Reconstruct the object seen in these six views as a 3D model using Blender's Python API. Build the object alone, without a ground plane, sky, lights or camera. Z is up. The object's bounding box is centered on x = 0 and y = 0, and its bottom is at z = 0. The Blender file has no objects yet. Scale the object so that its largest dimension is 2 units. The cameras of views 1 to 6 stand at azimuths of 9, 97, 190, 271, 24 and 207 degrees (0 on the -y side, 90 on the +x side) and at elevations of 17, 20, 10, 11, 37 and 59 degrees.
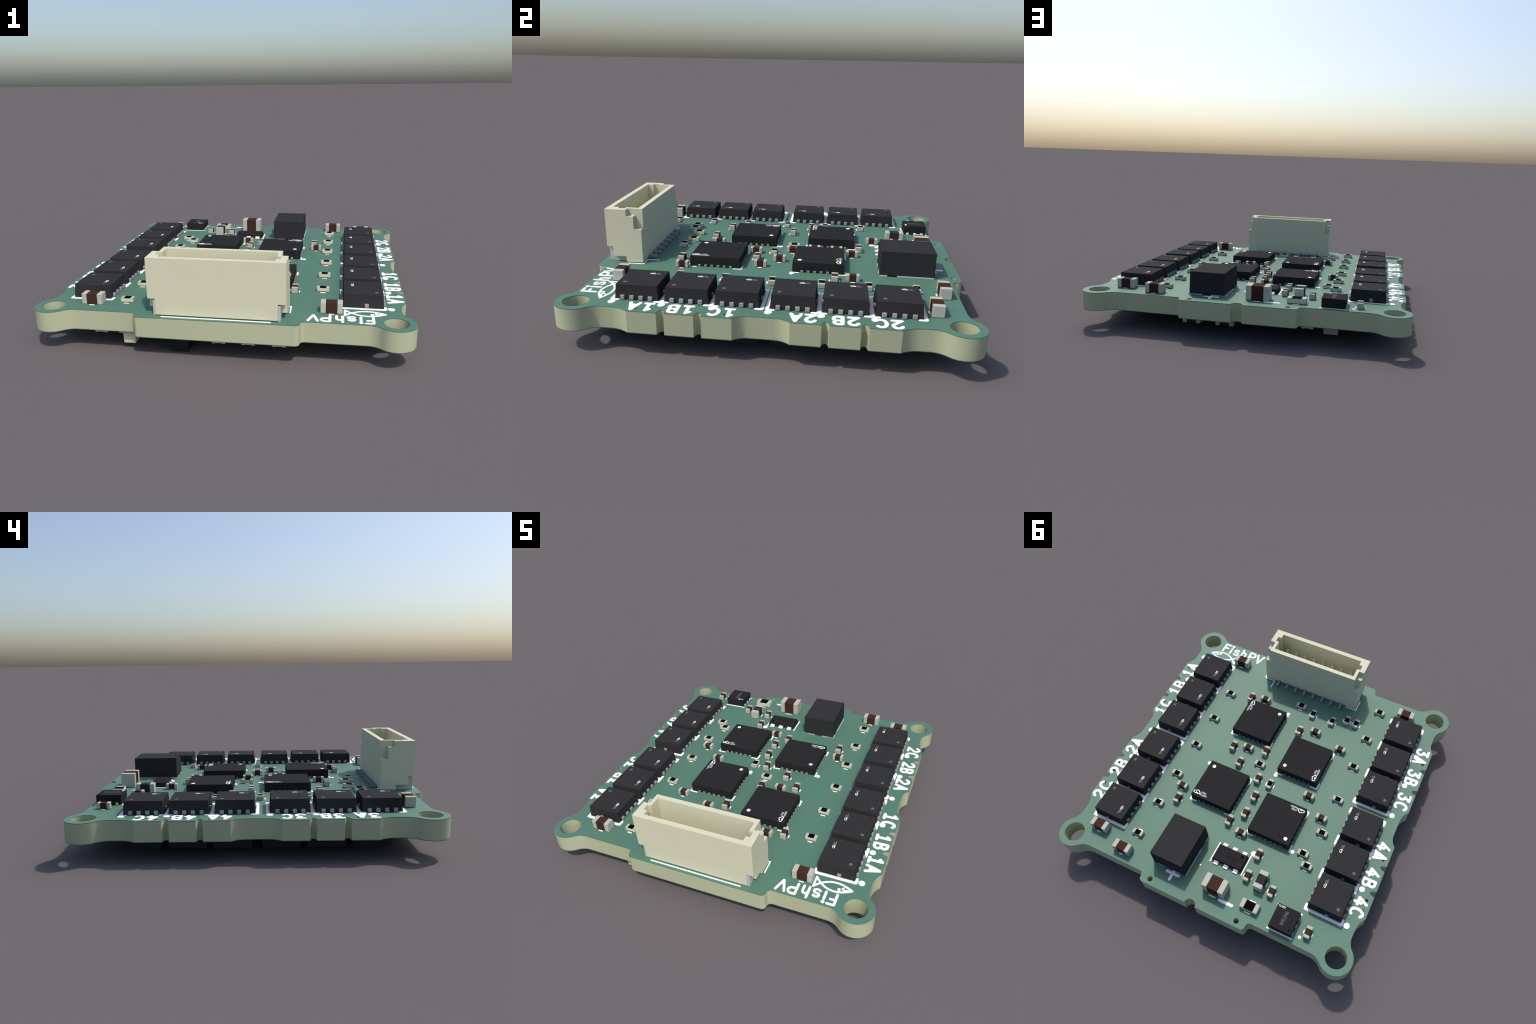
# Small square motor-controller circuit board: outline with four eared mounting holes,
# 12+12 power transistors, 4 controller chips, passives, upright wire connector, white silkscreen.
import bpy, bmesh, math
from math import pi, sin, cos, sqrt, radians
from mathutils import Matrix, Vector

Z_BOT, Z_TOP = 0.1127, 0.2260          # board faces
MASK = 0.0035                        # green lacquer layer on either face
HOLE = 0.9009                        # mounting hole centre (x and y)

# ------------------------------------------------------------------ materials
def material(name, color, rough=0.5, metallic=0.0, vary=0.06, scale=14.0, spec=0.5, bump=0.0):
    m = bpy.data.materials.new(name)
    m.use_nodes = True
    nt = m.node_tree
    b = nt.nodes["Principled BSDF"]
    tc = nt.nodes.new("ShaderNodeTexCoord")
    no = nt.nodes.new("ShaderNodeTexNoise")
    no.inputs["Scale"].default_value = scale
    no.inputs["Detail"].default_value = 4.0
    nt.links.new(tc.outputs["Object"], no.inputs["Vector"])
    ramp = nt.nodes.new("ShaderNodeValToRGB")
    e = ramp.color_ramp.elements
    e[0].position, e[1].position = 0.3, 0.7
    e[0].color = [c * (1 - vary) for c in color] + [1]
    e[1].color = [min(1, c * (1 + vary)) for c in color] + [1]
    nt.links.new(no.outputs["Fac"], ramp.inputs["Fac"])
    nt.links.new(ramp.outputs["Color"], b.inputs["Base Color"])
    b.inputs["Roughness"].default_value = rough
    b.inputs["Metallic"].default_value = metallic
    b.inputs["Specular IOR Level"].default_value = spec
    if bump:
        n2 = nt.nodes.new("ShaderNodeTexNoise")
        n2.inputs["Scale"].default_value = 260.0
        nt.links.new(tc.outputs["Object"], n2.inputs["Vector"])
        bp = nt.nodes.new("ShaderNodeBump")
        bp.inputs["Strength"].default_value = bump
        bp.inputs["Distance"].default_value = 0.002
        nt.links.new(n2.outputs["Fac"], bp.inputs["Height"])
        nt.links.new(bp.outputs["Normal"], b.inputs["Normal"])
    return m

M_MASK = material("solder_mask_green", (0.076, 0.176, 0.122), 0.6, vary=0.02, scale=3.0, spec=0.5)
M_CORE = material("fibreglass_core", (0.415, 0.440, 0.290), 0.8, vary=0.015, scale=3.0, spec=0.05)
M_SILK = material("white_ink", (0.93, 0.93, 0.93), 0.8, vary=0.01, spec=0.2)
M_EPOXY = material("transistor_epoxy", (0.0305, 0.0305, 0.0312), 0.8, vary=0.03, bump=0.03, spec=0.035)
M_CHIP = material("chip_epoxy", (0.0212, 0.0212, 0.0216), 0.8, vary=0.03, bump=0.03, spec=0.035)
M_DOT = material("moulded_dot", (0.11, 0.11, 0.112), 0.8, vary=0.02, spec=0.1)
M_BLACKDOT = material("black_dot", (0.002, 0.002, 0.002), 0.8, vary=0.02, spec=0.05)  # flat black discs for the dots on chip tops
M_GREYINK = material("grey_ink", (0.16, 0.16, 0.16), 0.7, vary=0.02, spec=0.1)
M_LIGHTINK = material("light_ink", (0.36, 0.36, 0.36), 0.7, vary=0.02, spec=0.1)
M_FAINTINK = material("faint_laser_mark", (0.012, 0.012, 0.012), 0.8, vary=0.02, spec=0.05)
M_LEAD = material("tinned_lead", (0.27, 0.27, 0.28), 0.6, vary=0.03, spec=0.2)
M_BRIGHT = material("bright_tin", (0.88, 0.88, 0.90), 0.25, vary=0.02)
M_STEEL = material("anchor_steel", (0.46, 0.45, 0.43), 0.6, vary=0.03, spec=0.2)
M_PAD = material("electrode_steel", (0.36, 0.40, 0.46), 0.5, vary=0.03, spec=0.2)
M_TERM = material("terminal_tin", (0.430, 0.430, 0.375), 0.8, vary=0.02, spec=0.02)
M_COPPER = material("copper", (0.40, 0.21, 0.10), 0.5, vary=0.03, spec=0.2)
M_BROWN = material("ceramic_brown", (0.053, 0.0265, 0.0185), 0.8, vary=0.04, spec=0.02)
M_DARKCER = material("ceramic_dark", (0.030, 0.030, 0.032), 0.8, vary=0.04, spec=0.03)
M_ALUMINA = material("alumina_cream", (0.57, 0.565, 0.405), 0.8, vary=0.015, spec=0.03)
M_RESIST = material("resistive_black", (0.0025, 0.003, 0.004), 0.8, vary=0.04, spec=0.02)
M_NYLON = material("cream_nylon", (0.588, 0.575, 0.416), 0.8, vary=0.012, scale=4.0, spec=0.05)

# ------------------------------------------------------------------ object helpers
root = bpy.data.objects.new("circuit_board", None)
root.empty_display_size = 0.2
bpy.context.collection.objects.link(root)
root["label"] = "small square green circuit board with black chips and cream connector"
root["category"] = "circuit board"

def link(name, mesh, parent=root, loc=(0, 0, 0), rot=None):
    o = bpy.data.objects.new(name, mesh)
    bpy.context.collection.objects.link(o)
    o.parent = parent
    o.location = loc
    if rot is not None:
        o.rotation_euler = rot
    return o

def finish(bm, name, mats, smooth=None):
    me = bpy.data.meshes.new(name)
    bm.normal_update()
    if smooth is not None:
        for f in bm.faces:
            f.smooth = True
        for e in bm.edges:
            if len(e.link_faces) == 2 and e.calc_face_angle(0) > smooth:
                e.smooth = False
    bm.to_mesh(me)
    bm.free()
    for m in (mats if isinstance(mats, (list, tuple)) else [mats]):
        me.materials.append(m)
    return me

def box(bm, x0, x1, y0, y1, z0, z1, bevel=0.0, taper=0.0, mat=0):
    """axis-aligned box; taper shrinks the top face by that much on every side"""
    lo = [bm.verts.new((x, y, z0)) for x, y in ((x0, y0), (x1, y0), (x1, y1), (x0, y1))]
    t = taper
    hi = [bm.verts.new((x, y, z1)) for x, y in ((x0 + t, y0 + t), (x1 - t, y0 + t), (x1 - t, y1 - t), (x0 + t, y1 - t))]
    fs = [bm.faces.new(lo[::-1]), bm.faces.new(hi)]
    for i in range(4):
        j = (i + 1) % 4
        fs.append(bm.faces.new((lo[i], lo[j], hi[j], hi[i])))
    for f in fs:
        f.material_index = mat
    if bevel:
        es = list({e for f in fs for e in f.edges})
        r = bmesh.ops.bevel(bm, geom=es, offset=bevel, segments=2, profile=0.5, affect='EDGES')
        for f in r["faces"]:
            f.material_index = mat

def disc(bm, x, y, z0, z1, r, n=20, mat=0):
    hi = [bm.verts.new((x + r * cos(2 * pi * i / n), y + r * sin(2 * pi * i / n), z1)) for i in range(n)]
    lo = [bm.verts.new((v.co.x, v.co.y, z0)) for v in hi]
    bm.faces.new(hi).material_index = mat
    for i in range(n):
        j = (i + 1) % n
        bm.faces.new((lo[i], lo[j], hi[j], hi[i])).material_index = mat

_level = [0]
def stroke(bm, pts, w, z, h=0.0014, mat=0):
    """flat inked line with round ends along a smooth polyline; every stroke gets its own tiny height"""
    _level[0] = (_level[0] + 1) % 9
    zt = z + h + 0.00012 * _level[0]
    P = [Vector((p[0], p[1])) for p in pts]
    n = len(P)
    r = w / 2
    dirs = []
    for i in range(n):
        a, b = P[max(i - 1, 0)], P[min(i + 1, n - 1)]
        d = (b - a)
        dirs.append(d.normalized() if d.length > 1e-9 else Vector((1, 0)))
    left = [P[i] + Vector((-dirs[i].y, dirs[i].x)) * r for i in range(n)]
    right = [P[i] - Vector((-dirs[i].y, dirs[i].x)) * r for i in range(n)]
    def cap(c, d):
        a0 = math.atan2(d.y, d.x)
        return [c + Vector((cos(a0 + pi / 2 - k * pi / 6), sin(a0 + pi / 2 - k * pi / 6))) * r for k in range(1, 6)]
    L = [bm.verts.new((p.x, p.y, zt)) for p in left]
    R = [bm.verts.new((p.x, p.y, zt)) for p in right]
    E1 = [bm.verts.new((p.x, p.y, zt)) for p in cap(P[-1], dirs[-1])]
    E0 = [bm.verts.new((p.x, p.y, zt)) for p in cap(P[0], -dirs[0])]
    for i in range(n - 1):
        bm.faces.new((R[i], R[i + 1], L[i + 1], L[i])).material_index = mat
    bm.faces.new([L[-1]] [0:1] + E1 [:: 1] + [R[-1]]).material_index = mat
    bm.faces.new([R[0]] + E0 + [L[0]]).material_index = mat
    loop = L + E1 + R[::-1] + E0
    low = [bm.verts.new((v.co.x, v.co.y, z)) for v in loop]
    k = len(loop)
    for i in range(k):
        j = (i + 1) % k
        bm.faces.new((loop[i], low[i], low[j], loop[j])).material_index = mat

def up_faces(bm):
    bmesh.ops.recalc_face_normals(bm, faces=bm.faces[:])

def polyline(bm, pts, w, z, closed=False, h=0.0014):
    """cornered line: one round-ended stroke per straight segment"""
    q = list(pts) + ([pts[0]] if closed else [])
    for a, b in zip(q, q[1:]):
        stroke(bm, [a, b], w, z, h)

def arc(cx, cy, rx, ry, a0, a1, n=12):
    return [(cx + rx * cos(radians(a0 + (a1 - a0) * i / n)), cy + ry * sin(radians(a0 + (a1 - a0) * i / n))) for i in range(n + 1)]

# ------------------------------------------------------------------ board outline
def board_loops():
    """quarter rules: eared corner, side solder tabs with slots, front and back tongues"""
    R_EAR, R_FIL = 0.0993, 0.100
    EDGE_Y, EDGE_X, TAB_X = 0.9405, 0.9393, 0.9715
    def ear(sx, sy):
        """from the x-side edge round the ear to the y-side edge, for corner signs sx, sy"""
        pts = []
        dx = sqrt((R_EAR + R_FIL) ** 2 - (EDGE_X + R_FIL - HOLE) ** 2)
        cf = (EDGE_X + R_FIL, HOLE - dx)                       # fillet centre beside the x edge
        a_end = math.atan2(HOLE - cf[1], HOLE - cf[0])
        for i in range(9):
            a = pi + (a_end - pi) * i / 8
            pts.append((cf[0] + R_FIL * cos(a), cf[1] + R_FIL * sin(a)))
        dy = sqrt((R_EAR + R_FIL) ** 2 - (EDGE_Y + R_FIL - HOLE) ** 2)
        cg = (HOLE - dy, EDGE_Y + R_FIL)
        b0 = math.atan2(cf[1] - HOLE, cf[0] - HOLE)
        b1 = math.atan2(cg[1] - HOLE, cg[0] - HOLE)
        for i in range(1, 32):
            a = b0 + (b1 - b0) * i / 32
            pts.append((HOLE + R_EAR * cos(a), HOLE + R_EAR * sin(a)))
        c0 = math.atan2(HOLE - cg[1], HOLE - cg[0])
        for i in range(9):
            a = c0 + (-pi / 2 - c0) * i / 8
            pts.append((cg[0] + R_FIL * cos(a), cg[1] + R_FIL * sin(a)))
        return [(sx * x, sy * y) for x, y in pts]
    def side():
        """upper half (y from 0 up) of the +x side: recess, tab with two slots, recess"""
        pts = [(EDGE_X - 0.001, 0.0)]
        dep = TAB_X - EDGE_X
        def bite(y_tab, sgn, R):
            span = sqrt(R * R - (R - dep) ** 2)
            out = []
            for i in range(9):
                t = span * (1 - i / 8)
                out.append((EDGE_X + R - sqrt(R * R - (span - t) ** 2), y_tab - sgn * t))
            return out
        pts += bite(0.1317, 1, 0.10)
        for c in (0.291, 0.466):
            hw, depth = 0.0180, 0.0350
            pts.append((TAB_X, c - hw))
            for i in range(1, 12):
                a = pi * i / 12
                pts.append((TAB_X - depth * sin(a) ** 1.5, c - hw * cos(a)))
            pts.append((TAB_X, c + hw))
        b = bite(0.627, -1, 0.14)
        pts += b[::-1]
        return pts
    def tongue(half, y_out, notch, r):
        """+x half of a tongue, from the centre line outwards, at positive y"""
        pts = []
        if notch:
            pts += [(notch * sin(radians(a)), y_out - notch * cos(radians(a))) for a in range(0, 91, 10)]
        else:
            pts.append((0.0, y_out))
        pts += [(half - r + r * sin(radians(a)), y_out - r + r * cos(radians(a))) for a in range(0, 91, 15)]
        yy = EDGE_Y + r
        pts += [(half + r - r * cos(radians(a)), yy - r * sin(radians(a))) for a in range(0, 91, 15)]
        return pts
    S = side()
    back, front = tongue(0.358, 0.9955, 0.0355, 0.024), tongue(0.4275, 0.9940, 0, 0.025)
    loop = []
    loop += S                                                        # +x side going up
    loop += ear(1, 1)                                                # back right
    loop += back[::-1] + [(-x, y) for x, y in back[1:]]
    loop += ear(-1, 1)[::-1]
    loop += [(-x, y) for x, y in S[::-1]] + [(-x, -y) for x, y in S[1:]]
    loop += ear(-1, -1)
    loop += [(-x, -y) for x, y in front[::-1]] + [(x, -y) for x, y in front[1:]]
    loop += ear(1, -1)[::-1]
    loop += [(x, -y) for x, y in S[::-1]][:-1]
    circ = lambda cx, cy, r, n: [(cx + r * cos(2 * pi * i / n), cy + r * sin(2 * pi * i / n)) for i in range(n)]
    holes = [circ(sx * HOLE, sy * HOLE, 0.0632, 48) for sx in (1, -1) for sy in (1, -1)]
    holes += [circ(sx * 0.296, 0.9606, 0.0163, 20) for sx in (1, -1)]
    for sx in (1, -1):                                               # drilled vias, a pair per solder tab
        for sy in (1, -1):
            for c in (0.2025, 0.379, 0.555):
                for d in (-0.0355, 0.0355):
                    holes.append(circ(sx * 0.9375, sy * c + d, 0.0100, 14))
    return [loop] + holes

LOOPS = board_loops()

def plate(name, loops, z0, z1, mat):
    cu = bpy.data.curves.new(name, 'CURVE')
    cu.dimensions = '2D'
    cu.fill_mode = 'BOTH'
    cu.extrude = (z1 - z0) / 2
    for lp in loops:
        sp = cu.splines.new('POLY')
        clean = [lp[0]]
        for p in lp[1:]:
            if (p[0] - clean[-1][0]) ** 2 + (p[1] - clean[-1][1]) ** 2 > 1e-9:
                clean.append(p)
        sp.points.add(len(clean) - 1)
        for pt, p in zip(sp.points, clean):
            pt.co = (p[0], p[1], 0, 1)
        sp.use_cyclic_u = True
    o = bpy.data.objects.new(name, cu)
    bpy.context.collection.objects.link(o)
    dg = bpy.context.evaluated_depsgraph_get()
    me = bpy.data.meshes.new_from_object(o.evaluated_get(dg))
    bpy.data.objects.remove(o)
    bpy.data.curves.remove(cu)
    bm = bmesh.new()
    bm.from_mesh(me)
    bmesh.ops.remove_doubles(bm, verts=bm.verts[:], dist=1e-6)
    bmesh.ops.translate(bm, verts=bm.verts[:], vec=(0, 0, (z0 + z1) / 2))
    bpy.data.meshes.remove(me)
    me = finish(bm, name, mat, smooth=radians(25))
    return link(name, me)

board = plate("board_core", LOOPS, Z_BOT + MASK, Z_TOP - MASK, M_CORE)
plate("solder_mask", LOOPS, Z_TOP - MASK, Z_TOP, M_MASK)
plate("solder_mask", LOOPS, Z_BOT, Z_BOT + MASK, M_MASK)

# ------------------------------------------------------------------ text and printed logo
def text_into(bm, body, size, loc, right, up, z, mat=0, width=None):
    cu = bpy.data.curves.new("t", 'FONT')
    cu.body = body
    cu.size = size
    cu.align_x = 'LEFT'
    cu.resolution_u = 2
    o = bpy.data.objects.new("t", cu)
    bpy.context.collection.objects.link(o)
    dg = bpy.context.evaluated_depsgraph_get()
    me = bpy.data.meshes.new_from_object(o.evaluated_get(dg))
    w = max(v.co.x for v in me.vertices)
    k = (width / w) if width else 1.0
    M = Matrix(((right[0], up[0], 0, loc[0]), (right[1], up[1], 0, loc[1]), (0, 0, 1, z), (0, 0, 0, 1)))
    me.transform(M @ Matrix.Diagonal((k, 1, 1, 1)))
    n0 = len(bm.faces)
    bm.from_mesh(me)
    bm.faces.ensure_lookup_table()
    for f in bm.faces[n0:]:
        f.material_index = mat
    bpy.data.objects.remove(o)
    bpy.data.curves.remove(cu)
    bpy.data.meshes.remove(me)

def cloud_logo(bm, cx, cy, s, right, up, z, mat=0, text_mat=0):
    """little cloud outline with a tail dot, followed by two lines of tiny print"""
    def P(a, b):
        return (cx + s * (a * right[0] + b * up[0]), cy + s * (a * right[1] + b * up[1]))
    lobes = arc(-0.3, -0.03, 0.20, 0.20, 100, 285, 8) + arc(0.30, -0.06, 0.19, 0.17, -95, 75, 8) + arc(0.05, 0.10, 0.24, 0.20, 20, 170, 8)
    lobes.append(lobes[0])
    stroke(bm, [P(a, b) for a, b in lobes], 0.105 * s, z, 0.0006, mat)
    stroke(bm, [P(a, b) for a, b in arc(0.02, -0.02, 0.13, 0.11, 200, 330, 6)], 0.10 * s, z, 0.0006, mat)
    text_into(bm, "LCEDA", 0.40 * s, P(0.62, 0.06), right, up, z + 0.0006, text_mat, 0.80 * s)
    text_into(bm, "EasyEDA", 0.40 * s, P(0.56, -0.31), right, up, z + 0.0006, text_mat, 1.16 * s)

# ------------------------------------------------------------------ stroke lettering on the board
def glyph(ch):
    """strokes in a unit cell: width about 0.62, cap height 1"""
    S = {
        '1': [[(0.06, 0.0), (0.56, 0.0)], [(0.31, 0.0), (0.31, 1.0)], [(0.31, 1.0), (0.10, 0.80)]],
        '2': [arc(0.31, 0.70, 0.27, 0.30, 165, -35, 12) + [(0.04, 0.0)], [(0.04, 0.0), (0.60, 0.0)]],
        '3': [[(0.06, 1.0), (0.56, 1.0)], [(0.56, 1.0), (0.28, 0.60)], [(0.28, 0.60)] + arc(0.31, 0.30, 0.28, 0.30, 88, -160, 14)],
        '4': [[(0.40, 1.0), (0.02, 0.30)], [(0.02, 0.30), (0.62, 0.30)], [(0.44, 0.55), (0.44, 0.0)]],
        'A': [[(0.0, 0.0), (0.31, 1.0)], [(0.31, 1.0), (0.62, 0.0)], [(0.12, 0.32), (0.50, 0.32)]],
        'B': [[(0.06, 0.0), (0.06, 1.0)], [(0.06, 1.0), (0.30, 1.0)] + arc(0.32, 0.76, 0.23, 0.24, 85, -85, 8) + [(0.06, 0.52)],
              [(0.30, 0.52)] + arc(0.34, 0.26, 0.26, 0.26, 85, -85, 8) + [(0.06, 0.0)]],
        'C': [arc(0.36, 0.5, 0.32, 0.50, 48, 312, 18)],
        'F': [[(0.06, 0.0), (0.06, 1.0)], [(0.06, 1.0), (0.58, 1.0)], [(0.06, 0.54), (0.46, 0.54)]],
        'i': [[(0.10, 0.0), (0.10, 0.68)], [(0.10, 0.97), (0.10, 0.98)]],
        's': [arc(0.26, 0.52, 0.21, 0.17, 30, 250, 10) + arc(0.26, 0.18, 0.23, 0.18, 80, -150, 10)],
        'h': [[(0.06, 0.0), (0.06, 1.0)], [(0.06, 0.42)] + arc(0.27, 0.45, 0.19, 0.22, 150, 0, 8) + [(0.46, 0.0)]],
        'P': [[(0.06, 0.0), (0.06, 1.0)], [(0.06, 1.0), (0.34, 1.0)] + arc(0.36, 0.73, 0.24, 0.27, 85, -85, 8) + [(0.06, 0.46)]],
        'V': [[(0.0, 1.0), (0.32, 0.0)], [(0.32, 0.0), (0.64, 1.0)]],
    }
    return S[ch]

def letter(bm, ch, ox, oy, h, w, right, up, z, xs=1.0):
    for st in glyph(ch):
        pts = [(ox + h * (a * xs * right[0] + b * up[0]), oy + h * (a * xs * right[1] + b * up[1])) for a, b in st]
        if len(pts) == 2 or ch not in 'BP':
            stroke(bm, pts, w, z)
        else:
            stroke(bm, pts, w, z)

def silk(name, build):
    bm = bmesh.new()
    build(bm)
    up_faces(bm)
    return link(name, finish(bm, name, M_SILK))

LABELS = [("1A", 1, -0.575), ("1B", 1, -0.383), ("1C", 1, -0.188), ("2A", 1, 0.188), ("2B", 1, 0.381), ("2C", 1, 0.575),
          ("3A", -1, -0.575), ("3B", -1, -0.393), ("3C", -1, -0.194), ("4A", -1, 0.191), ("4B", -1, 0.379), ("4C", -1, 0.576)]
for word, sx, yc in LABELS:
    up, right = (sx, 0), (0, -sx)
    base = 0.8800 if sx > 0 else -0.8715
    def build(bm):
        for ch, off in zip(word, (0.0345, -0.0345)):
            cy = yc + sx * off
            letter(bm, ch, base - 0.31 * 0.074 * right[0], cy - 0.31 * 0.074 * right[1], 0.0745, 0.0182, right, up, Z_TOP)
    silk("label_text", build)

def word_build(bm):
    right, up = (-1, 0), (0, -1)
    for ch, x, xs in (('F', 0.7925, 1.0), ('i', 0.734, 1.0), ('s', 0.7000, 1.05), ('h', 0.6405, 1.05), ('P', 0.5775, 1.1), ('V', 0.5125, 1.05)):
        letter(bm, ch, x, -0.8495, 0.0725, 0.0145, right, up, Z_TOP, xs)
    disc(bm, 0.727, -0.9190, Z_TOP, Z_TOP + 0.0016, 0.0105)
silk("name_text", word_build)

def fish_build(bm):
    w = 0.0118
    def quad(p0, p1, p2, n=16):
        return [((1 - t) ** 2 * p0[0] + 2 * t * (1 - t) * p1[0] + t * t * p2[0],
                 (1 - t) ** 2 * p0[1] + 2 * t * (1 - t) * p1[1] + t * t * p2[1]) for t in [i / n for i in range(n + 1)]]
    nose = (0.853, -0.7995)
    stroke(bm, quad((0.6475, -0.8355), (0.728, -0.728), nose, 18), w, Z_TOP)
    stroke(bm, quad((0.6475, -0.7655), (0.735, -0.880), nose, 18), w, Z_TOP)
    stroke(bm, [(0.6475, -0.7655), (0.6475, -0.8355)], w, Z_TOP)
    stroke(bm, arc(0.812, -0.799, 0.013, 0.010, 190, 330, 6) + [(0.836, -0.8035)], 0.008, Z_TOP)
    stroke(bm, [(0.803, -0.797), (0.808, -0.7935)], 0.008, Z_TOP)
    disc(bm, 0.7845, -0.8125, Z_TOP, Z_TOP + 0.0026, 0.0092)
silk("fish_drawing", fish_build)

def outline_build(bm):
    """outlines, polarity marks and ticks printed round the parts"""
    zt = Z_TOP
    # connector
    stroke(bm, [(-0.2775, -0.9750), (0.2815, -0.9750)], 0.0075, zt)
    polyline(bm, [(0.3675, -0.837), (0.3665, -0.752), (0.291, -0.752), (0.291, -0.687)], 0.0075, zt)
    polyline(bm, [(-0.3590, -0.837), (-0.3580, -0.752), (-0.281, -0.752)], 0.0075, zt)
    # plus and minus
    stroke(bm, [(0.2290, 0.8720), (0.1470, 0.8720)], 0.0175, zt)
    stroke(bm, [(0.1885, 0.8500), (0.1885, 0.9130)], 0.0175, zt)
    stroke(bm, [(-0.1480, 0.8945), (-0.2305, 0.8935)], 0.0190, zt)
    # six-legged regulator
    stroke(bm, [(0.0240, 0.5700), (0.0240, 0.7025)], 0.0085, zt)
    stroke(bm, [(-0.1925, 0.5700), (-0.1925, 0.7025)], 0.0085, zt)
    disc(bm, -0.1995, 0.5465, zt, zt + 0.0016, 0.0180)
    disc(bm, 0.0640, 0.7507, zt, zt + 0.0016, 0.0060)
    # square six-pad chip
    for y in (0.7625, 0.9170):
        stroke(bm, [(-0.4755, y), (-0.6285, y)], 0.0095, zt)
    disc(bm, -0.6684, 0.8867, zt, zt + 0.0016, 0.0100)
silk("outline_marks", outline_build)

# ------------------------------------------------------------------ power transistors
def transistor_meshes():
    """local frame: x = pins side axis, dot at (+x, -y); base at z = 0, height 0.0755"""
    b = bmesh.new()
    box(b, -0.1075, 0.1075, -0.1075, 0.1075, 0.003, 0.0755, bevel=0.0012, taper=0.0055)
    body = finish(b, "transistor", M_EPOXY)
    b = bmesh.new()
    for s in (-1, 1):
        for k in range(4):
            y = (k - 1.5) * 0.0458
            x0, x1 = sorted((s * 0.100, s * 0.1165))
            box(b, x0, x1, y - 0.0108, y + 0.0108, 0.0015, 0.0235, bevel=0.003)
        y0, y1 = sorted((s * 0.100, s * 0.1135))
        box(b, 0.018 - 0.0105, 0.018 + 0.0105, y0, y1, 0.006, 0.0255, bevel=0.002)
    leads = finish(b, "transistor_leads", M_LEAD)
    b = bmesh.new()
    disc(b, 0.0682, -0.0672, 0.0750, 0.0759, 0.0105, mat=1)
    cloud_logo(b, -0.0570, 0.0325, 0.0255, (0, 1), (-1, 0), 0.0754, 0, 2)
    mark = finish(b, "transistor_marking", [M_SILK, M_DOT, M_LIGHTINK])
    return body, leads, mark

T_BODY, T_LEADS, T_MARK = transistor_meshes()

def transistor(x, y, turned, below=False):
    rz = pi if turned else 0.0
    loc = (x, y, Z_BOT) if below else (x, y, Z_TOP)
    rot = (pi, 0, rz) if below else (0, 0, rz)
    o = link("transistor", T_BODY, root, loc, rot)
    c = link("transistor_leads", T_LEADS, o)
    c["kind"] = "stuff"
    link("transistor_marking", T_MARK, o)

RIGHT_X, LEFT_X3, LEFT_X4 = 0.7415, -0.7365, -0.7425
TOP_FETS = [(RIGHT_X, y, False) for y in (-0.6180, -0.3740, -0.1300, 0.1340, 0.3785, 0.6225)]
TOP_FETS += [(LEFT_X3, y, True) for y in (-0.6645, -0.4215, -0.1785)]
TOP_FETS += [(LEFT_X4, y, True) for y in (0.1150, 0.3590, 0.6000)]
for x, y, t in TOP_FETS:
    transistor(x, y, t)
for sx in (1, -1):
    for y in (0.6145, 0.3727, 0.1315):
        for sy in (1, -1):
            transistor(sx * 0.744, sy * y, sx < 0, below=True)

def transistor_silk(bm):
    for x, y, t in TOP_FETS:
        s = -1 if t else 1
        for e in (-1, 1):
            yy = y + e * 0.1200
            polyline(bm, [(x - 0.1145, yy - e * 0.028), (x - 0.1145, yy), (x + 0.1145, yy), (x + 0.1145, yy - e * 0.028)], 0.0175, Z_TOP)
        disc(bm, x + s * 0.1445, y - s * 0.1105, Z_TOP, Z_TOP + 0.0030, 0.0180, 24)
silk("transistor_outlines", transistor_silk)

# ------------------------------------------------------------------ controller chips
def chip_meshes():
    """local frame: pin-one dot up-left, print bottom-left"""
    b = bmesh.new()
    box(b, -0.1420, 0.1420, -0.1420, 0.1420, 0.004, 0.0592, bevel=0.0012, taper=0.0012)
    body = finish(b, "controller_chip", M_CHIP)
    b = bmesh.new()
    for k in range(6):
        t = (k - 2.5) * 0.0353
        for s in (-1, 1):
            a0, a1 = sorted((s * 0.130, s * 0.1450))
            box(b, a0, a1, t - 0.0075, t + 0.0075, 0.0008, 0.0135, bevel=0.001)
            box(b, t - 0.0075, t + 0.0075, a0, a1, 0.0008, 0.0135, bevel=0.001)
    pads = finish(b, "chip_pads", M_LEAD)
    b = bmesh.new()
    disc(b, -0.104, 0.104, 0.0588, 0.0600, 0.0120)
    cloud_logo(b, -0.1110, -0.1110, 0.0440, (1, 0), (0, 1), 0.0591)
    mark = finish(b, "chip_marking", M_SILK)
    return body, pads, mark

C_BODY, C_PADS, C_MARK = chip_meshes()
CHIPS = [(0.2070, -0.3450, pi / 2), (-0.2160, -0.1885, -pi / 2), (0.2050, 0.2290, pi), (-0.2405, 0.2895, 0.0)]
for x, y, rz in CHIPS:
    o = link("controller_chip", C_BODY, root, (x, y, Z_TOP), (0, 0, rz))
    link("chip_pads", C_PADS, o)["kind"] = "stuff"
    link("chip_marking", C_MARK, o)

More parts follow.
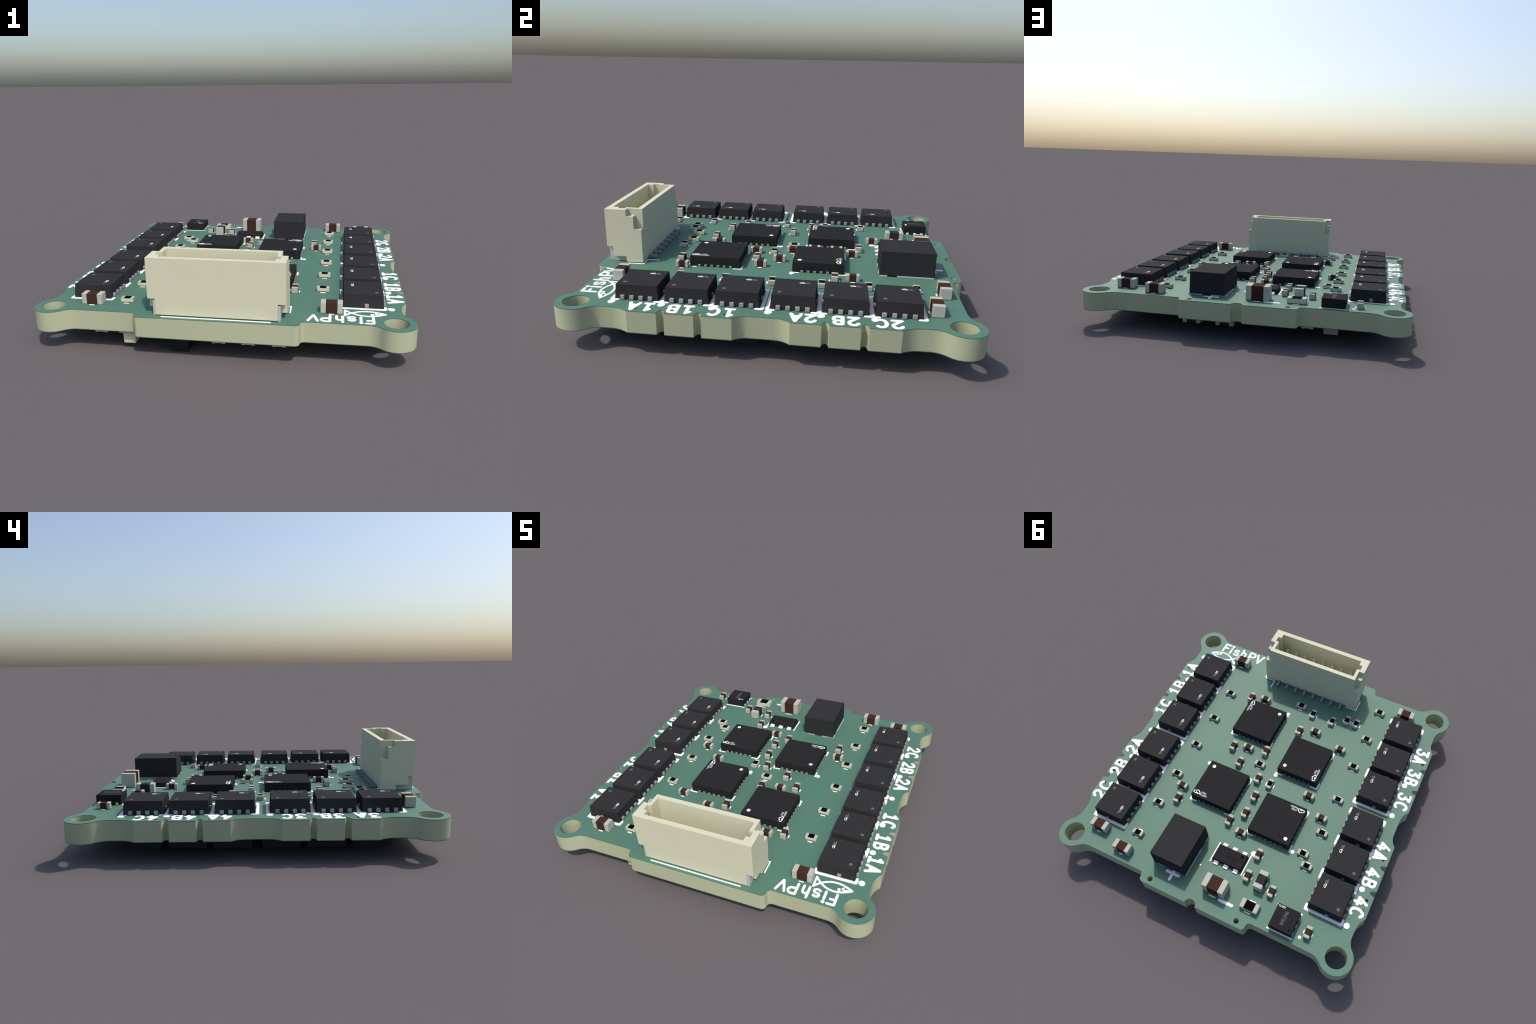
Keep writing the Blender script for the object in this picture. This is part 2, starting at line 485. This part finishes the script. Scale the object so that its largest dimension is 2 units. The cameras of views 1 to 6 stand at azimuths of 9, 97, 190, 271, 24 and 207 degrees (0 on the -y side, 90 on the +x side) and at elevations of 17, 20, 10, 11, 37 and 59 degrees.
def chip_silk(bm):
    for x, y, rz in CHIPS:
        c, s = round(cos(rz)), round(sin(rz))
        P = lambda a, b: (x + c * a - s * b, y + s * a + c * b)
        k, t = 0.1500, 0.044
        for ex in (-1, 1):
            for ey in (-1, 1):
                if (ex, ey) != (-1, 1):
                    stroke(bm, [P(ex * k, ey * k), P(ex * (k - t), ey * k)], 0.0095, Z_TOP)
                stroke(bm, [P(ex * k, ey * k), P(ex * k, ey * (k - t))], 0.0095, Z_TOP)
        disc(bm, *P(-0.1695, 0.1415), Z_TOP, Z_TOP + 0.0028, 0.0130)
silk("chip_outlines", chip_silk)

# ------------------------------------------------------------------ passives
def capacitor_meshes(L, W, H, term, mat):
    b = bmesh.new()
    box(b, -L / 2 + 0.002, L / 2 - 0.002, -W / 2 + 0.0008, W / 2 - 0.0008, 0.0026, H - 0.0008, bevel=0.001)
    body = finish(b, "capacitor", mat)
    b = bmesh.new()
    for s in (-1, 1):
        x0, x1 = sorted((s * L / 2, s * (L / 2 - term)))
        box(b, x0, x1, -W / 2, W / 2, 0.0018, H, bevel=0.0018)
    return body, finish(b, "capacitor_terminals", M_TERM)

def resistor_meshes(L, W, H, term):
    b = bmesh.new()
    box(b, -L / 2 + 0.002, L / 2 - 0.002, -W / 2, W / 2, 0.0045, H - 0.003, bevel=0.0008)
    body = finish(b, "resistor", M_ALUMINA)
    b = bmesh.new()
    for s in (-1, 1):
        x0, x1 = sorted((s * (L / 2 - 0.0035), s * (L / 2 - term)))
        box(b, x0, x1, -W / 2 + 0.0006, W / 2 - 0.0006, H - 0.006, H, bevel=0.001)
        x0, x1 = sorted((s * L / 2, s * (L / 2 - 0.004)))
        box(b, x0, x1, -W / 2 + 0.0006, W / 2 - 0.0006, 0.0022, H - 0.0006, bevel=0.0012)
        x0, x1 = sorted((s * (L / 2 - 0.0035), s * (L / 2 - term)))
        box(b, x0, x1, -W / 2 + 0.0006, W / 2 - 0.0006, 0.0020, 0.0060, bevel=0.0008)
    term_me = finish(b, "resistor_terminals", M_TERM)
    b = bmesh.new()
    box(b, -L / 2 + term + 0.0002, L / 2 - term - 0.0002, -W / 2 + 0.0018, W / 2 - 0.0018, H - 0.006, H + 0.0006, bevel=0.0006)
    return body, term_me, finish(b, "resistor_coating", M_RESIST)

CAP_S = capacitor_meshes(0.0705, 0.0350, 0.0360, 0.0175, M_BROWN)
CAP_M = capacitor_meshes(0.1125, 0.0560, 0.0590, 0.0270, M_BROWN)
CAP_L = capacitor_meshes(0.1415, 0.0870, 0.0900, 0.0345, M_BROWN)
CAP_D = capacitor_meshes(0.1125, 0.0560, 0.0600, 0.0270, M_DARKCER)
RES_S = resistor_meshes(0.0705, 0.0350, 0.0258, 0.0175)
RES_L = resistor_meshes(0.1130, 0.0570, 0.0350, 0.0265)

def part(meshes, name, x, y, o, below=False):
    rz = pi / 2 if o == 'V' else 0.0
    ob = link(name, meshes[0], root, (x, y, Z_BOT if below else Z_TOP), (pi if below else 0, 0, rz))
    for m in meshes[1:]:
        link(m.name.split('.')[0], m, ob)
    return ob

CAPS = [(0.3660, -0.5250, 'V'), (0.2650, -0.5540, 'H'), (0.2855, -0.0965, 'V'), (0.1870, -0.1300, 'H'), (0.0626, -0.1520, 'V'),
        (0.1850, 0.0012, 'V'), (0.0148, 0.0630, 'V'), (-0.0268, 0.1920, 'V'), (-0.0272, 0.3244, 'V'), (0.0402, 0.4159, 'V'),
        (-0.0655, 0.4581, 'H'), (0.4434, 0.3214, 'H'), (0.4234, 0.4168, 'V'), (-0.0726, -0.4046, 'V'), (-0.1787, -0.4464, 'H'),
        (-0.3891, -0.3818, 'H'), (-0.3453, 0.0370, 'H'), (-0.4814, 0.1489, 'H'), (-0.2329, 0.5439, 'V'), (-0.2342, 0.6943, 'V'),
        (-0.4093, 0.7207, 'V'), (-0.7038, 0.8463, 'V')]
CAPS_M = [(0.5785, -0.7943, 'H'), (-0.7000, -0.8355, 'H'), (0.7620, 0.7992, 'H'), (0.5475, 0.8666, 'H')]
RES = [(0.5237, -0.4962, 'H'), (0.5240, -0.2503, 'H'), (0.5262, -0.0007, 'H'), (0.5248, 0.2569, 'H'), (0.5235, 0.4965, 'H'),
       (0.5239, 0.7371, 'H'), (0.0064, -0.6131, 'H'), (-0.1001, -0.5796, 'V'), (-0.2465, -0.5795, 'V'), (-0.3399, -0.6304, 'V'),
       (-0.4087, -0.6312, 'V'), (-0.5230, -0.7949, 'H'), (-0.5225, -0.5398, 'H'), (-0.5225, -0.2974, 'H'), (-0.5255, -0.0200, 'H'),
       (-0.5266, 0.2407, 'H'), (-0.4762, 0.4173, 'H'), (-0.5290, 0.4833, 'H'), (0.0559, -0.0446, 'H'), (-0.0739, 0.0654, 'V')]
for x, y, o in CAPS:
    part(CAP_S, "capacitor", x, y, o)
for x, y, o in CAPS_M:
    part(CAP_M, "capacitor", x, y, o)
part(CAP_L, "capacitor", -0.0973, 0.8370, 'H')
part(CAP_D, "capacitor", -0.3255, 0.6905, 'V')
for x, y, o in RES:
    part(RES_S, "resistor", x, y, o)
part(RES_L, "resistor", -0.3330, 0.8548, 'H')

def tick_build(bm):
    """short printed dashes on both long sides of every passive"""
    def ticks(x, y, o, off, half, w):
        for s in (-1, 1):
            if o == 'H':
                stroke(bm, [(x - half, y + s * off), (x + half, y + s * off)], w, Z_TOP)
            else:
                stroke(bm, [(x + s * off, y - half), (x + s * off, y + half)], w, Z_TOP)
    for x, y, o in RES:
        ticks(x, y, o, 0.0270, 0.0118, 0.0072)
    for x, y, o in CAPS:
        ticks(x, y, o, 0.0262, 0.0085, 0.0072)
    for x, y, o in CAPS_M:
        ticks(x, y, o, 0.0345, 0.0110, 0.0072)
    ticks(-0.0973, 0.8370, 'H', 0.0560, 0.0200, 0.0072)
    ticks(-0.3255, 0.6905, 'V', 0.0365, 0.0120, 0.0072)
    ticks(-0.3330, 0.8540, 'H', 0.0375, 0.0175, 0.0072)
silk("part_ticks", tick_build)

# ------------------------------------------------------------------ wire connector (upright, eight ways)
CX = 0.0037
def connector():
    def cutter(x0, x1, y0, y1, z0, z1):
        bm = bmesh.new()
        box(bm, x0, x1, y0, y1, z0, z1)
        o = bpy.data.objects.new("cut", finish(bm, "cut", M_NYLON))
        bpy.context.collection.objects.link(o)
        return o
    bm = bmesh.new()
    box(bm, -0.3545, 0.3545, -0.9612, -0.7567, 0.2315, 0.5340)
    body = bpy.data.objects.new("body", finish(bm, "body", M_NYLON))
    bpy.context.collection.objects.link(body)
    cuts = [cutter(-0.2968, 0.2968, -0.9320, -0.7853, 0.322, 0.60),
            cutter(-0.3205, 0.3205, -0.8970, -0.8560, 0.340, 0.61)]
    for s in (-1, 1):
        def C(xin, y0, y1, z0, z1):
            x0, x1 = sorted((s * xin, s * 0.40))
            cuts.append(cutter(x0, x1, y0, y1, z0, z1))
        C(0.3180, -0.8410, -0.70, 0.4970, 0.60)
        C(0.3181, -0.8000, -0.71, 0.4240, 0.59)
        C(0.3145, -0.98, -0.9270, 0.20, 0.3180)
        C(0.3260, -0.97, -0.8520, 0.19, 0.2630)
    for c in cuts:
        md = body.modifiers.new("b", 'BOOLEAN')
        md.object = c
        md.operation = 'DIFFERENCE'
        md.solver = 'EXACT'
    dg = bpy.context.evaluated_depsgraph_get()
    me = bpy.data.meshes.new_from_object(body.evaluated_get(dg))
    me.name = "wire_connector"
    for o in cuts + [body]:
        bpy.data.objects.remove(o)
    return me
conn = link("wire_connector", connector(), root, (CX, 0, 0))
me = conn.data
me.materials.clear()
me.materials.append(M_NYLON)

bm = bmesh.new()
for k in range(8):
    x = (k - 3.5) * 0.0707
    box(bm, x - 0.0080, x + 0.0080, -0.790, -0.7075, Z_TOP + 0.0008, 0.2475, bevel=0.003)
link("connector_leads", finish(bm, "connector_leads", M_LEAD), conn)
bm = bmesh.new()
for k in range(8):
    x = (k - 3.5) * 0.0707
    box(bm, x - 0.0085, x + 0.0085, -0.9080, -0.8860, 0.310, 0.4380, bevel=0.0035)
link("connector_pins", finish(bm, "connector_pins", M_STEEL), conn)
bm = bmesh.new()
for s in (-1, 1):
    x0, x1 = sorted((s * 0.3150, s * 0.3275))
    box(bm, x0, x1, -0.9590, -0.9255, Z_TOP + 0.0008, 0.3090, bevel=0.0015)
    x0, x1 = sorted((s * 0.3152, s * 0.3270))
    box(bm, x0, x1, -0.9262, -0.8530, Z_TOP + 0.0010, 0.2620, bevel=0.001)
link("connector_anchor", finish(bm, "connector_anchor", M_STEEL), conn)

# ------------------------------------------------------------------ tall black power coil
bm = bmesh.new()
box(bm, -0.1112, 0.1112, -0.1462, 0.1462, 0.0080, 0.1435, bevel=0.0012, taper=0.0025)
coil = link("power_coil", finish(bm, "power_coil", M_EPOXY), root, (0.2222, 0.7080, Z_TOP))
bm = bmesh.new()
for s in (-1, 1):
    x0, x1 = sorted((s * 0.080, s * 0.1175))
    box(bm, x0, x1, -0.1440, -0.1040, 0.0005, 0.0085, bevel=0.001)
    box(bm, x0, x1, -0.0520, 0.1440, 0.0005, 0.0085, bevel=0.001)
    for t in (-1, 1):
        a0, a1 = sorted((t * 0.0280, t * 0.0790))
        b0, b1 = sorted((s * 0.100, s * 0.1495))
        box(bm, a0, a1, b0, b1, 0.0005, 0.0080, bevel=0.001)
link("coil_electrodes", finish(bm, "coil_electrodes", M_PAD), coil)

# ------------------------------------------------------------------ six-legged regulator
def gull_part(name, x, y, hx, hy, z0, z1, taper, leg_dx, leg_w, leg_out, leg_h, n, leg_mat, rot=0.0, below=False):
    bm = bmesh.new()
    zm = z0 + (z1 - z0) * 0.45
    box(bm, -hx, hx, -hy, hy, z0, z1, bevel=0.001, taper=taper)
    o = link(name, finish(bm, name, M_CHIP), root, (x, y, Z_BOT if below else Z_TOP), (pi if below else 0, 0, rot))
    bm = bmesh.new()
    for k in range(n):
        cx = (k - (n - 1) / 2) * leg_dx
        for s in (-1, 1):
            y0, y1 = sorted((s * (hy - 0.006), s * leg_out))
            ym = s * (hy + 0.35 * (leg_out - hy))
            a0, a1 = sorted((s * (hy - 0.008), ym))
            box(bm, cx - leg_w / 2, cx + leg_w / 2, a0, a1, 0.0008, leg_h, bevel=0.003)
            a0, a1 = sorted((ym - s * 0.004, s * leg_out))
            box(bm, cx - leg_w / 2 + 0.0003, cx + leg_w / 2 - 0.0003, a0, a1, 0.0010, leg_h * 0.5, bevel=0.003)
    link(name + "_legs", finish(bm, name + "_legs", leg_mat), o)
    return o
reg = gull_part("regulator", -0.0840, 0.6355, 0.1000, 0.0540, 0.004, 0.0305, 0.004, 0.0675, 0.0320, 0.0760, 0.0150, 3, M_BRIGHT)
bm = bmesh.new()
disc(bm, -0.0695, -0.0300, 0.0300, 0.0310, 0.0095, mat=0)
text_into(bm, "FM116C", 0.026, (-0.050, -0.004), (1, 0), (0, 1), 0.0311, 1, 0.078)
link("regulator_marking", finish(bm, "regulator_marking", [M_BLACKDOT, M_FAINTINK]), reg)

# ------------------------------------------------------------------ square six-pad chip
bm = bmesh.new()
box(bm, -0.0708, 0.0708, -0.0708, 0.0708, 0.004, 0.0580, bevel=0.001)
sq = link("square_chip", finish(bm, "square_chip", M_CHIP), root, (-0.5535, 0.8420, Z_TOP))
bm = bmesh.new()
for s in (-1, 1):
    for k in (-1, 0, 1):
        x0, x1 = sorted((s * 0.060, s * 0.0735))
        box(bm, x0, x1, k * 0.0460 - 0.0085, k * 0.0460 + 0.0085, 0.0010, 0.0130, bevel=0.001)
link("square_chip_pads", finish(bm, "square_chip_pads", M_BRIGHT), sq)
bm = bmesh.new()
text_into(bm, "WSON6", 0.033, (-0.0080, 0.0430), (0, -1), (1, 0), 0.0585, 1, 0.088)
cloud_logo(bm, 0.0325, -0.0585, 0.0200, (1, 0), (0, 1), 0.0579)
disc(bm, -0.0520, 0.0480, 0.0575, 0.0584, 0.0055, mat=2)
link("square_chip_marking", finish(bm, "square_chip_marking", [M_SILK, M_GREYINK, M_BLACKDOT]), sq)

# ------------------------------------------------------------------ parts hanging under the board
part(CAP_M, "capacitor", 0.3120, 0.8480, 'H', below=True)
part(CAP_M, "capacitor", 0.1030, 0.8480, 'H', below=True)
CAP_U = capacitor_meshes(0.1415, 0.0870, 0.0860, 0.0345, M_BROWN)
part(CAP_U, "capacitor", -0.5330, 0.7080, 'V', below=True)
# status light: cream base with copper ends and a pale lens block
bm = bmesh.new()
box(bm, -0.0545, 0.0545, -0.0285, 0.0285, 0.0015, 0.0245, bevel=0.0008)
lamp = link("status_light", finish(bm, "status_light", M_TERM), root, (-0.4870, -0.8760, Z_BOT), (pi, 0, 0))
bm = bmesh.new()
box(bm, -0.0345, 0.0345, -0.0280, 0.0280, 0.0240, 0.0815, bevel=0.0012, taper=0.0025)
link("light_lens", finish(bm, "light_lens", M_ALUMINA), lamp)
bm = bmesh.new()
for sx in (-1, 1):
    x0, x1 = sorted((sx * 0.0535, sx * 0.0575))
    box(bm, x0, x1, -0.0275, 0.0275, 0.0010, 0.0260, bevel=0.0008)
link("light_terminals", finish(bm, "light_terminals", M_COPPER), lamp)
HIDDEN_BLOCK = capacitor_meshes(0.2200, 0.1750, Z_BOT, 0.0400, M_BROWN)  # made-up block, unseen under the board; added only to reach ground level
part(HIDDEN_BLOCK, "capacitor", 0.0, 0.10, 'H', below=True)
for x, y in ((-0.6410, -0.8900), (0.0130, -0.9420), (0.1655, -0.9420), (0.3240, -0.9420), (-0.4050, 0.8800)):
    part(RES_S, "resistor", x, y, 'H', below=True)
gull_part("regulator", -0.2142, -0.8160, 0.1030, 0.0630, 0.006, Z_BOT, 0.015, 0.0675, 0.0260, 0.0900, 0.0350, 3, M_LEAD, rot=pi / 2, below=True)
